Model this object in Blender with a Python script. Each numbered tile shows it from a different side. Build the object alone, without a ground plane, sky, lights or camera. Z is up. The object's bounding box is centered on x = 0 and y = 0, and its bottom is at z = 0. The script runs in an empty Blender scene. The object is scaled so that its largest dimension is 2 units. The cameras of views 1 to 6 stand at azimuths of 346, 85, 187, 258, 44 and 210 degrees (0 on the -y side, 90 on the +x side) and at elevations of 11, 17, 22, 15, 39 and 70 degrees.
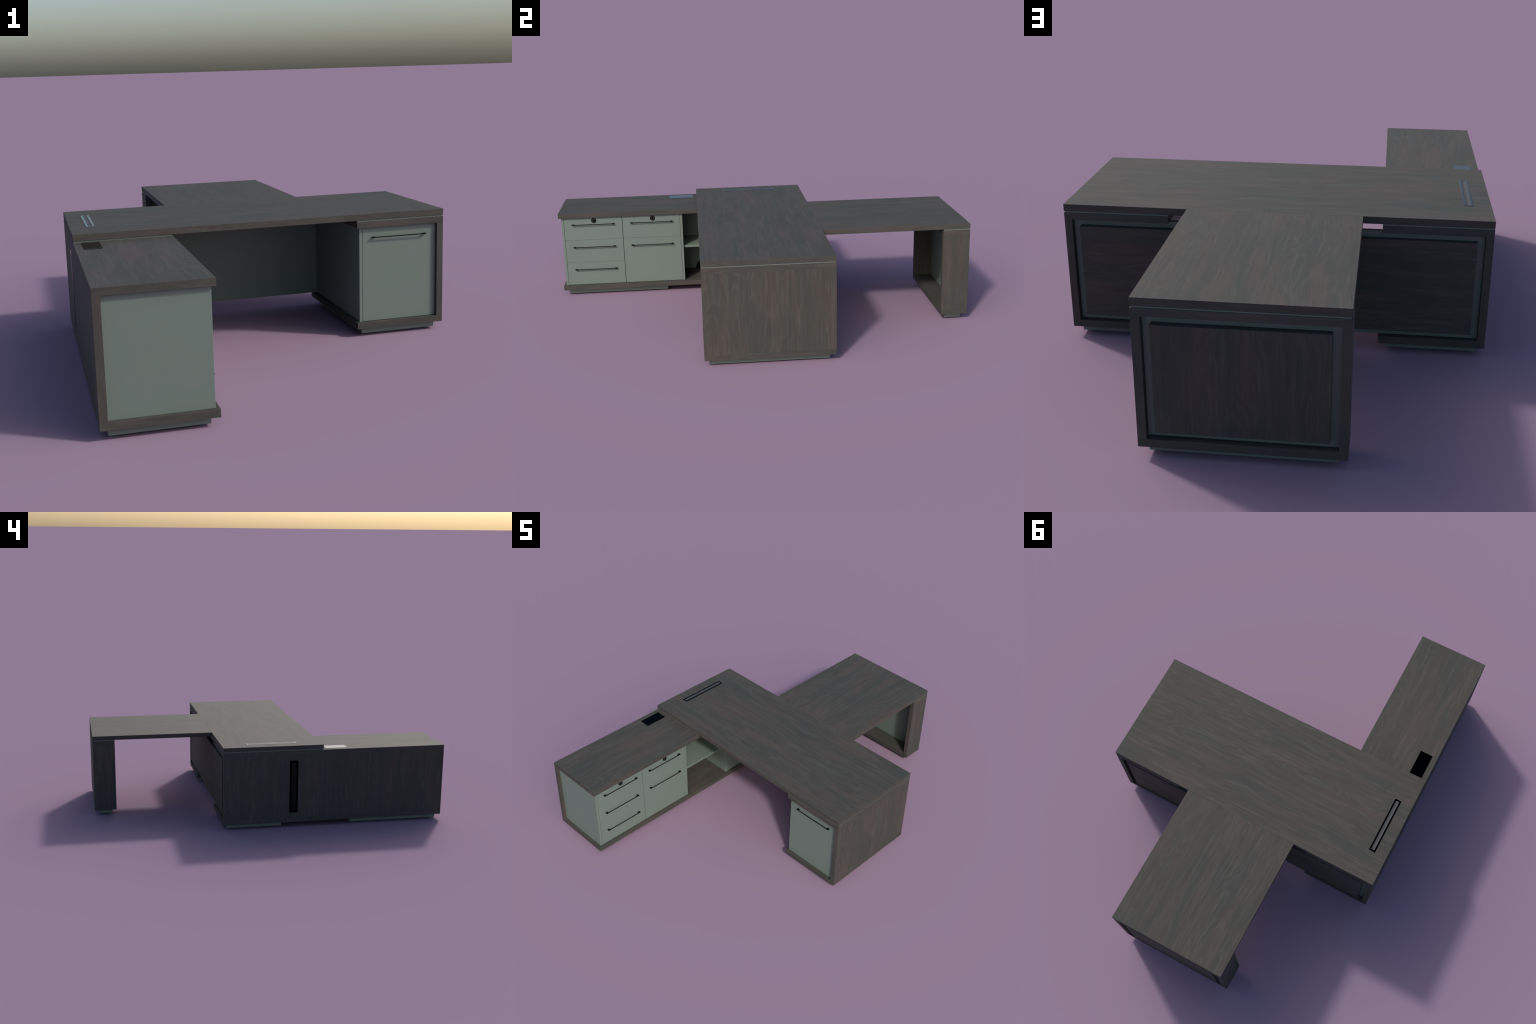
"""Executive desk with an extension table, a return cabinet and a storage pedestal.
Every part is a board, a panel or a fitting, placed by its low and high corner."""
import bpy, bmesh, math
from mathutils import Matrix, Vector

# ------------------------------------------------------------------ sizes
BOARD = 0.025            # thick wood boards
PANEL = 0.0125           # thin lacquered panels
X_OUT = 0.7035           # half width of the desk
X_IN = 0.351             # inner edge of the pedestal boards
Y_FRONT, Y_BACK = -0.2755, 0.2990
Y_CAB, Y_LEG = -1.0, 1.0
X_EXT = 0.2875           # half width of the extension table
Z_PLINTH, Z_BASE, Z_BODY = 0.0045, 0.0295, 0.0545
Z_CAP = 0.4240           # underside of the cap boards
Z_GAP = 0.4485           # top of the cap boards, shadow gap starts
Z_TOP0, Z_TOP = 0.4535, 0.4775
X_FACE = 0.3635          # visible face of lacquered fronts

# ------------------------------------------------------------------ materials
def node_tree(name):
    m = bpy.data.materials.new(name)
    m.use_nodes = True
    nt = m.node_tree
    bsdf = nt.nodes["Principled BSDF"]
    return m, nt, bsdf

def N(nt, kind, **kw):
    n = nt.nodes.new(kind)
    for k, v in kw.items():
        setattr(n, k, v)
    return n

def math_node(nt, op, a, b=None):
    n = N(nt, "ShaderNodeMath", operation=op)
    for i, v in enumerate((a, b)):
        if v is None:
            continue
        if isinstance(v, (int, float)):
            n.inputs[i].default_value = v
        else:
            nt.links.new(v, n.inputs[i])
    return n.outputs[0]

def mix(nt, fac, a, b, blend="MIX"):
    n = N(nt, "ShaderNodeMix", data_type="RGBA", blend_type=blend)
    n.clamp_factor = True
    for sock, v in ((n.inputs["Factor"], fac), (n.inputs["A"], a), (n.inputs["B"], b)):
        if isinstance(v, (int, float)):
            sock.default_value = v
        elif isinstance(v, tuple):
            sock.default_value = (*v, 1.0)
        else:
            nt.links.new(v, sock)
    return n.outputs["Result"]

def ramp(nt, value, lo, hi):
    n = N(nt, "ShaderNodeMapRange", interpolation_type="SMOOTHSTEP")
    n.inputs["From Min"].default_value = lo
    n.inputs["From Max"].default_value = hi
    nt.links.new(value, n.inputs["Value"])
    return n.outputs["Result"]

WOOD_MID = (0.0486, 0.0462, 0.0402)
WOOD_RED = (0.0592, 0.0486, 0.0428)
WOOD_GREEN = (0.0398, 0.0428, 0.0378)
WOOD_PALE = (0.0770, 0.0718, 0.0640)
WOOD_DARK = (0.0330, 0.0310, 0.0285)

def wood_material(axis):
    """Grey-brown laminate; the grain runs along the given object axis."""
    m, nt, bsdf = node_tree("wood_grain_along_" + axis)
    L = nt.links.new
    tc = N(nt, "ShaderNodeTexCoord")
    info = N(nt, "ShaderNodeObjectInfo")
    off = N(nt, "ShaderNodeVectorMath", operation="MULTIPLY_ADD")
    L(info.outputs["Random"], off.inputs[0])
    off.inputs[1].default_value = (7.3, 11.9, 5.7)
    L(tc.outputs["Object"], off.inputs[2])
    sep = N(nt, "ShaderNodeSeparateXYZ")
    L(off.outputs[0], sep.inputs[0])
    along = sep.outputs["XYZ".index(axis)]
    across = [sep.outputs[i] for i in range(3) if "XYZ"[i] != axis]

    # the grain lines sway sideways along the board
    def plain(sa, sc):
        c = N(nt, "ShaderNodeCombineXYZ")
        for i, (v, k) in enumerate(((along, sa), (across[0], sc), (across[1], sc))):
            L(math_node(nt, "MULTIPLY", v, k), c.inputs[i])
        t = N(nt, "ShaderNodeTexNoise")
        t.inputs["Scale"].default_value = 1.0
        t.inputs["Detail"].default_value = 1.0
        L(c.outputs[0], t.inputs["Vector"])
        return math_node(nt, "SUBTRACT", t.outputs["Fac"], 0.5)

    sway = math_node(nt, "ADD", math_node(nt, "MULTIPLY", plain(3.6, 7.0), 0.044),
                     math_node(nt, "MULTIPLY", plain(12.0, 26.0), 0.008))
    across = [math_node(nt, "ADD", a, sway) for a in across]

    def coords(sa, sc):
        c = N(nt, "ShaderNodeCombineXYZ")
        L(math_node(nt, "MULTIPLY", along, sa), c.inputs[0])
        L(math_node(nt, "MULTIPLY", across[0], sc), c.inputs[1])
        L(math_node(nt, "MULTIPLY", across[1], sc), c.inputs[2])
        return c.outputs[0]

    def noise(sa, sc, detail=2.0, rough=0.5, dist=0.0):
        t = N(nt, "ShaderNodeTexNoise")
        t.inputs["Scale"].default_value = 1.0
        t.inputs["Detail"].default_value = detail
        t.inputs["Roughness"].default_value = rough
        t.inputs["Distortion"].default_value = dist
        L(coords(sa, sc), t.inputs["Vector"])
        return t.outputs["Fac"]

    bands = noise(2.6, 19.0, 2.0, 0.55)               # broad colour streaks
    patches = noise(4.0, 40.0, 2.0, 0.5)             # second, narrower set
    streak = noise(4.0, 85.0, 2.0, 0.6)             # light grain lines
    vein = noise(5.0, 150.0, 1.0, 0.5)               # dark grain lines
    fibre = noise(30.0, 420.0, 1.0, 0.5)             # short fibres
    field = noise(2.2, 13.0, 0.0, 0.4)               # cathedral figure field
    figure_mask = noise(2.2, 12.0, 0.0, 0.5)

    # contour lines of a stretched noise field make the cathedral arches
    ringed = math_node(nt, "SINE", math_node(nt, "MULTIPLY", field, 90.0))
    rings = math_node(nt, "MULTIPLY", ramp(nt, ringed, 0.0, 1.0), ramp(nt, figure_mask, 0.48, 0.60))

    col = mix(nt, ramp(nt, bands, 0.50, 0.66), WOOD_MID, WOOD_RED)
    col = mix(nt, ramp(nt, math_node(nt, "SUBTRACT", 1.0, bands), 0.50, 0.66), col, WOOD_GREEN)
    col = mix(nt, math_node(nt, "MULTIPLY", ramp(nt, patches, 0.50, 0.72), 0.36), col, WOOD_DARK)
    col = mix(nt, math_node(nt, "MULTIPLY", ramp(nt, streak, 0.48, 0.72), 0.45), col, WOOD_PALE)
    col = mix(nt, math_node(nt, "MULTIPLY", rings, 0.25), col, WOOD_PALE)
    col = mix(nt, math_node(nt, "MULTIPLY", ramp(nt, vein, 0.52, 0.72), 0.40), col, WOOD_DARK)
    col = mix(nt, math_node(nt, "MULTIPLY", ramp(nt, fibre, 0.50, 0.75), 0.25), col, WOOD_DARK)
    L(col, bsdf.inputs["Base Color"])
    bsdf.inputs["Roughness"].default_value = 0.75
    bsdf.inputs["Specular IOR Level"].default_value = 0.30
    bump = N(nt, "ShaderNodeBump")
    bump.inputs["Strength"].default_value = 0.05
    bump.inputs["Distance"].default_value = 0.0005
    L(fibre, bump.inputs["Height"])
    L(bump.outputs["Normal"], bsdf.inputs["Normal"])
    return m

def lacquer_material(name, colour, rough=0.5):
    m, nt, bsdf = node_tree(name)
    tc = N(nt, "ShaderNodeTexCoord")
    t = N(nt, "ShaderNodeTexNoise")
    t.inputs["Scale"].default_value = 9.0
    t.inputs["Detail"].default_value = 4.0
    nt.links.new(tc.outputs["Object"], t.inputs["Vector"])
    lo = tuple(c * 0.993 for c in colour)
    hi = tuple(c * 1.007 for c in colour)
    nt.links.new(mix(nt, ramp(nt, t.outputs["Fac"], 0.3, 0.7), lo, hi), bsdf.inputs["Base Color"])
    bsdf.inputs["Roughness"].default_value = rough
    return m

def black_metal_material(name, colour, rough, metallic):
    m, nt, bsdf = node_tree(name)
    tc = N(nt, "ShaderNodeTexCoord")
    t = N(nt, "ShaderNodeTexNoise")
    t.inputs["Scale"].default_value = 300.0
    nt.links.new(tc.outputs["Object"], t.inputs["Vector"])
    lo = tuple(c * 0.9 for c in colour)
    nt.links.new(mix(nt, t.outputs["Fac"], lo, colour), bsdf.inputs["Base Color"])
    bsdf.inputs["Metallic"].default_value = metallic
    bsdf.inputs["Specular IOR Level"].default_value = 0.12
    bsdf.inputs["Roughness"].default_value = rough
    return m

def polished_black_material():
    """Black polished metal: nearly black face on, mirror-like at low angles."""
    m, nt, bsdf = node_tree("polished_black_metal")
    tc = N(nt, "ShaderNodeTexCoord")
    t = N(nt, "ShaderNodeTexNoise")
    t.inputs["Scale"].default_value = 60.0
    nt.links.new(tc.outputs["Object"], t.inputs["Vector"])
    nt.links.new(mix(nt, t.outputs["Fac"], (0.0010, 0.0010, 0.0012), (0.0016, 0.0016, 0.0018)), bsdf.inputs["Base Color"])
    bsdf.inputs["Metallic"].default_value = 1.0
    bsdf.inputs["Roughness"].default_value = 0.06
    return m

def brush_material():
    """Grey bristles of the cable port: a light row and a dark row with a wavy border."""
    m, nt, bsdf = node_tree("cable_brush_bristles")
    L = nt.links.new
    tc = N(nt, "ShaderNodeTexCoord")
    sep = N(nt, "ShaderNodeSeparateXYZ")
    L(tc.outputs["Object"], sep.inputs[0])
    n = N(nt, "ShaderNodeTexNoise", noise_dimensions="1D")
    n.inputs["Scale"].default_value = 22.0
    L(sep.outputs["Y"], n.inputs["W"])
    wob = math_node(nt, "MULTIPLY", math_node(nt, "SUBTRACT", n.outputs["Fac"], 0.5), 0.012)
    x = math_node(nt, "ADD", sep.outputs["X"], wob)
    dark = ramp(nt, x, -0.003, 0.003)
    fine = N(nt, "ShaderNodeTexNoise")
    fine.inputs["Scale"].default_value = 1.0
    mp = N(nt, "ShaderNodeMapping")
    mp.inputs["Scale"].default_value = (60, 900, 60)
    L(tc.outputs["Object"], mp.inputs["Vector"])
    L(mp.outputs[0], fine.inputs["Vector"])
    c = mix(nt, dark, (0.062, 0.062, 0.062), (0.026, 0.026, 0.028))
    c = mix(nt, math_node(nt, "MULTIPLY", fine.outputs["Fac"], 0.4), c, (0.035, 0.035, 0.035))
    L(c, bsdf.inputs["Base Color"])
    bsdf.inputs["Roughness"].default_value = 0.7
    return m

WOOD = {a: wood_material(a) for a in "XYZ"}
SAGE = lacquer_material("sage_green_lacquer", (0.123, 0.160, 0.138))
BLACK = black_metal_material("black_handle_metal", (0.0025, 0.0025, 0.0025), 0.5, 0.0)
MIRROR = polished_black_material()
LOCK_RING = black_metal_material("dark_steel", (0.035, 0.040, 0.036), 0.4, 0.0)
BRISTLE = black_metal_material("black_bristles", (0.013, 0.013, 0.015), 0.6, 0.0)
CABLE_BRUSH = brush_material()
RUBBER = black_metal_material("glide_rubber", (0.02, 0.02, 0.02), 0.7, 0.0)

# ------------------------------------------------------------------ builders
desk = bpy.data.objects.new("executive_desk", None)
bpy.context.scene.collection.objects.link(desk)
desk["label"] = "T-shaped dark wood executive desk with sage green cabinets"
desk["category"] = "office desk"

def world_location(o):
    p = Vector(o.location)
    while o.parent:
        o = o.parent
        p += Vector(o.location)
    return p

def add_object(name, mesh, centre, parent):
    o = bpy.data.objects.new(name, mesh)
    bpy.context.scene.collection.objects.link(o)
    parent = parent or desk
    o.parent = parent
    o.location = Vector(centre) - world_location(parent)
    return o

def box_bmesh(size, bevel=0.0008, at=(0, 0, 0), bm=None):
    tmp = bmesh.new()
    bmesh.ops.create_cube(tmp, size=1.0)
    bmesh.ops.scale(tmp, vec=size, verts=tmp.verts)
    if bevel:
        bmesh.ops.bevel(tmp, geom=tmp.edges[:], offset=min(bevel, 0.3 * min(size)), segments=1,
                        affect="EDGES", profile=0.5)
    bmesh.ops.translate(tmp, vec=at, verts=tmp.verts)
    if bm is None:
        return tmp
    me = bpy.data.meshes.new("tmp")
    tmp.to_mesh(me)
    tmp.free()
    bm.from_mesh(me)
    bpy.data.meshes.remove(me)
    return bm

def to_mesh(name, bm, *mats):
    me = bpy.data.meshes.new(name)
    bmesh.ops.recalc_face_normals(bm, faces=bm.faces)
    bm.to_mesh(me)
    bm.free()
    for m in mats:
        me.materials.append(m)
    return me

def block(name, lo, hi, mat, parent=None, bevel=0.0008):
    size = [h - l for l, h in zip(lo, hi)]
    return add_object(name, to_mesh(name, box_bmesh(size, bevel), mat),
                      [(l + h) / 2 for l, h in zip(lo, hi)], parent)

def board(name, lo, hi, grain, parent=None, bevel=0.0004):
    """Wood board. Faces across the grain get an edge band whose grain follows the edge."""
    size = [h - l for l, h in zip(lo, hi)]
    g = "XYZ".index(grain)
    band = max((i for i in range(3) if i != g), key=lambda i: size[i])
    bm = box_bmesh(size, bevel)
    bm.normal_update()
    for f in bm.faces:
        f.material_index = 1 if abs(f.normal[g]) > 0.9 else 0
    me = to_mesh(name, bm, WOOD[grain], WOOD["XYZ"[band]])
    return add_object(name, me, [(l + h) / 2 for l, h in zip(lo, hi)], parent)

def disc(bm, radius, depth, at, axis, seg=40):
    tmp = bmesh.new()
    bmesh.ops.create_cone(tmp, cap_ends=True, segments=seg, radius1=radius, radius2=radius * 0.94, depth=depth)
    if axis == "X":
        bmesh.ops.rotate(tmp, verts=tmp.verts, matrix=Matrix.Rotation(math.pi / 2, 3, "Y"))
    bmesh.ops.translate(tmp, vec=at, verts=tmp.verts)
    me = bpy.data.meshes.new("tmp")
    tmp.to_mesh(me)
    tmp.free()
    bm.from_mesh(me)
    bpy.data.meshes.remove(me)

# ------------------------------------------------------------------ table tops
desktop = board("desktop", (-X_OUT, Y_FRONT, Z_TOP0), (X_OUT, Y_BACK, Z_TOP), "X")
extension_top = board("extension_top", (-X_EXT, Y_BACK, Z_TOP0), (X_EXT, Y_LEG, Z_TOP), "Y")

# green spacers that make the shadow gap under the tops
INSET = 0.0025
block("spacer", (X_IN + 0.001, Y_FRONT + INSET, Z_GAP), (X_OUT - INSET, Y_BACK - INSET, Z_TOP0), SAGE, bevel=0)
block("spacer", (-X_OUT + INSET, Y_FRONT + INSET, Z_GAP), (-X_IN - 0.001, Y_BACK - INSET, Z_TOP0), SAGE, bevel=0)
block("spacer", (-X_EXT + INSET, 0.873 + INSET, Z_GAP), (X_EXT - INSET, Y_LEG - INSET, Z_TOP0), SAGE, bevel=0)

# ------------------------------------------------------------------ right pedestal
board("cap_board", (X_IN, Y_FRONT, Z_CAP), (X_OUT, Y_BACK, Z_GAP), "X")
board("base_board", (X_IN, Y_FRONT, Z_BASE), (X_OUT, Y_BACK, Z_BODY), "X")
board("side_panel", (X_OUT - BOARD, Y_FRONT, Z_BODY), (X_OUT, Y_BACK, Z_CAP), "Z")
Y_DOOR = -0.2620
block("cabinet_side", (X_FACE, Y_DOOR, Z_BODY), (X_FACE + PANEL, 0.2630, Z_CAP), SAGE)
door = block("cabinet_door", (X_FACE + PANEL + 0.001, Y_DOOR, Z_BODY + 0.0012),
             (X_OUT - BOARD - 0.0005, Y_DOOR + PANEL, Z_CAP - 0.001), SAGE)

# ------------------------------------------------------------------ return cabinet (left)
board("return_top", (-X_OUT, Y_CAB, Z_CAP), (-X_IN, Y_BACK, Z_GAP), "Y")
board("base_board", (-X_OUT, Y_CAB, Z_BASE), (-X_IN, Y_BACK, Z_BODY), "Y")
board("side_panel", (-X_OUT, Y_CAB, Z_BODY), (-X_OUT + BOARD, Y_BACK, Z_CAP), "Z")
XL = -X_OUT + BOARD
Y_END, Y_DIV, Y_BOX = -0.9870, -0.3680, -0.0550
block("cabinet_side", (XL, Y_END, Z_BODY), (-X_FACE, Y_END + PANEL, Z_CAP), SAGE)
block("cabinet_side", (XL, Y_DIV, Z_BODY), (-X_FACE, Y_DIV + PANEL, Z_CAP), SAGE)
block("cabinet_side", (-0.5886, Y_BOX, Z_BODY), (-X_FACE, Y_BOX + PANEL, Z_CAP), SAGE)
block("cabinet_partition", (XL, -0.6762, Z_BODY), (-X_FACE - PANEL - 0.002, -0.6662, Z_CAP), SAGE)
block("cabinet_front", (-X_FACE - PANEL, Y_BOX + PANEL + 0.001, Z_BODY + 0.0015),
      (-X_FACE, 0.2630, Z_CAP), SAGE)
block("shelf", (-0.5760, Y_DIV + PANEL, 0.2325), (-X_FACE - PANEL, Y_BOX, 0.2443), SAGE)

def bay_back_panel():
    """Back of the open bay, with a wide round-cornered cable notch at the floor."""
    y0, y1, yc = Y_DIV + PANEL, Y_BOX, -0.2050
    half, r, h = 0.0885, 0.040, 0.044
    outline = [(y0, Z_BODY), (yc - half, Z_BODY)]
    arc = [math.pi / 2 * i / 10 for i in range(11)]
    outline += [(yc - half + r - r * math.cos(t), Z_BODY + h - r + r * math.sin(t)) for t in arc]
    outline += [(yc + half - r + r * math.sin(t), Z_BODY + h - r + r * math.cos(t)) for t in arc]
    outline += [(yc + half, Z_BODY), (y1, Z_BODY), (y1, Z_CAP), (y0, Z_CAP)]
    centre = (-0.5823, (y0 + y1) / 2, (Z_BODY + Z_CAP) / 2)
    bm = bmesh.new()
    rings = [[bm.verts.new((d, y - centre[1], z - centre[2])) for y, z in outline]
             for d in (-PANEL / 2, PANEL / 2)]
    bm.faces.new(rings[0])
    bm.faces.new(rings[1][::-1])
    n = len(outline)
    for i in range(n):
        bm.faces.new((rings[0][i], rings[0][(i + 1) % n], rings[1][(i + 1) % n], rings[1][i]))
    bmesh.ops.triangulate(bm, faces=[f for f in bm.faces if len(f.verts) > 4])
    add_object("bay_back_panel", to_mesh("bay_back_panel", bm, SAGE), centre, None)

bay_back_panel()

# drawers: two columns
drawers = []
COLS = [(-0.9735, -0.6722, (Z_CAP - 0.001, 0.3010, 0.1780, Z_BODY + 0.0012)),
        (-0.6700, -0.3690, (Z_CAP - 0.001, 0.3010, Z_BODY + 0.0012))]
for y0, y1, cuts in COLS:
    for i in range(len(cuts) - 1):
        drawers.append(block("drawer_front", (-X_FACE - PANEL, y0, cuts[i + 1] + 0.0004),
                             (-X_FACE, y1, cuts[i] - 0.0004), SAGE, bevel=0.0005))

# ------------------------------------------------------------------ handles and locks
HANDLE_LEN, HANDLE_OUT, ROD = 0.2210, 0.0124, 0.0034
bm = bmesh.new()
box_bmesh((ROD, HANDLE_LEN - 0.0251, ROD), 0.0003, (HANDLE_OUT - ROD / 2, 0, 0), bm)
for s in (-1, 1):                                # flat square feet
    box_bmesh((HANDLE_OUT, 0.0125, ROD + 0.0004), 0.0003, (HANDLE_OUT / 2, s * (HANDLE_LEN / 2 - 0.00625), 0), bm)
handle_mesh = to_mesh("handle", bm, BLACK)
handle_z = [0.3855, 0.2633, 0.1408, 0.3855, 0.2632]
handle_y = [-0.8228] * 3 + [-0.5190] * 2
for d, y, z in zip(drawers, handle_y, handle_z):
    add_object("handle", handle_mesh, (-X_FACE, y, z), d)
h = add_object("handle", handle_mesh, (0.5252, Y_DOOR, 0.3848), door)
h.rotation_euler = (0, 0, -math.pi / 2)

bm = bmesh.new()
disc(bm, 0.0135, 0.0024, (0.0012, 0, 0), "X")
n_outer = len(bm.faces)
disc(bm, 0.0088, 0.0010, (0.0029, 0, 0), "X")
n_ring = len(bm.faces)
disc(bm, 0.0066, 0.0012, (0.0039, 0, 0), "X")
box_bmesh((0.0006, 0.0012, 0.0060), 0, (0.0047, 0, 0), bm)
bm.faces.ensure_lookup_table()
for i, f in enumerate(bm.faces):
    f.material_index = 1 if n_outer <= i < n_ring else 0
lock_mesh = to_mesh("lock", bm, BLACK, LOCK_RING)
add_object("lock", lock_mesh, (-X_FACE, -0.8185, 0.4050), drawers[0])
add_object("lock", lock_mesh, (-X_FACE, -0.5125, 0.4050), drawers[3])

# ------------------------------------------------------------------ back of the desk
block("modesty_panel", (-X_OUT + BOARD, 0.2632, Z_BODY), (X_OUT - BOARD, 0.2760, Z_CAP), SAGE)
board("modesty_facing", (-0.6535, 0.2760, 0.0775), (0.6535, 0.2985, 0.4010), "X")

# ------------------------------------------------------------------ extension leg
Y0 = 0.873
board("leg_cap_board", (-X_EXT, Y0, Z_CAP), (X_EXT, Y_LEG, Z_GAP), "X")
board("leg_base_board", (-X_EXT, Y0, Z_BASE), (X_EXT, Y_LEG, Z_BODY), "X")
for s in (-1, 1):
    xs = sorted((s * X_EXT, s * (X_EXT - BOARD)))
    board("leg_post", (xs[0], Y0, Z_BODY), (xs[1], Y_LEG, Z_CAP), "Z")
block("leg_panel", (-X_EXT + BOARD, 0.9640, Z_BODY), (X_EXT - BOARD, 0.9770, Z_CAP), SAGE)
board("leg_facing", (-0.2375, 0.9770, 0.0775), (0.2375, 0.9995, 0.4010), "Z")

# ------------------------------------------------------------------ plinths and glides
PLINTHS = [((0.3765, -0.2505), (0.6785, 0.2740)), ((-0.6785, -0.9750), (-0.3765, -0.4500)),
           ((-0.6785, -0.0400), (-0.3765, 0.2740)), ((-0.2625, 0.8980), (0.2625, 0.9750))]
bm = bmesh.new()
disc(bm, 0.012, 0.0046, (0, 0, 0), "Z", 24)
glide_mesh = to_mesh("glide", bm, RUBBER)
for (x0, y0), (x1, y1) in PLINTHS:
    p = block("plinth", (x0, y0, Z_PLINTH), (x1, y1, Z_BASE), SAGE)
    my = min(0.03, (y1 - y0) / 2 - 0.0005)
    for gx in (x0 + 0.03, x1 - 0.03):
        for gy in sorted({round(y0 + my, 3), round(y1 - my, 3)}):
            add_object("glide", glide_mesh, (gx, gy, 0.0023), p)

# ------------------------------------------------------------------ fittings
def ring_frame(lo, hi, border, t, at_z):
    """Rectangular flat frame with a chamfered rim, in the XY plane."""
    (x0, y0), (x1, y1) = lo, hi
    bm = bmesh.new()
    w, l = x1 - x0, y1 - y0
    for sx in (-1, 1):
        box_bmesh((border, l, t), 0.0003, (sx * (w - border) / 2, 0, 0), bm)
    for sy in (-1, 1):
        box_bmesh((w - 2 * border, border, t), 0.0003, (0, sy * (l - border) / 2, 0), bm)
    return bm, ((x0 + x1) / 2, (y0 + y1) / 2, at_z + t / 2)

bm, c = ring_frame((-0.6440, -0.1310), (-0.6125, 0.1545), 0.0076, 0.0012, Z_TOP)
cable_port = add_object("cable_port", to_mesh("cable_port", bm, MIRROR), c, desktop)
block("cable_brush", (-0.6370, -0.1245, Z_TOP - 0.002), (-0.6195, 0.1480, Z_TOP + 0.0005), CABLE_BRUSH, desktop, bevel=0)
block("power_box", (-0.6770, -0.4230, Z_GAP), (-0.6135, -0.2950, Z_GAP + 0.0012), MIRROR, bevel=0.0003)

# vertical vent in the long side panel
VY0, VY1, VZ0, VZ1, VB = -0.1297, -0.0808, 0.0860, 0.3915, 0.0112
bm = bmesh.new()
vw, vh = VY1 - VY0, VZ1 - VZ0
for s in (-1, 1):
    box_bmesh((0.0014, VB, vh), 0.0003, (0, s * (vw - VB) / 2, 0), bm)
    box_bmesh((0.0014, vw - 2 * VB, VB), 0.0003, (0, 0, s * (vh - VB) / 2), bm)
vent = add_object("vent_frame", to_mesh("vent_frame", bm, MIRROR),
                  (-X_OUT - 0.0003, (VY0 + VY1) / 2, (VZ0 + VZ1) / 2), None)
bm = bmesh.new()
for i in range(4):
    y = (i - 1.5) * (vw - 2 * VB) / 4.4
    box_bmesh((0.0006, 0.0016, vh - 2 * VB), 0, (0, y, 0), bm)
slats = add_object("vent_brush", to_mesh("vent_brush", bm, BRISTLE),
                   (-X_OUT - 0.0005, (VY0 + VY1) / 2, (VZ0 + VZ1) / 2), vent)
slats["kind"] = "stuff"
block("vent_backing", (-X_OUT - 0.0004, VY0 + VB, VZ0 + VB), (-X_OUT + 0.001, VY1 - VB, VZ1 - VB), BLACK, vent, bevel=0)
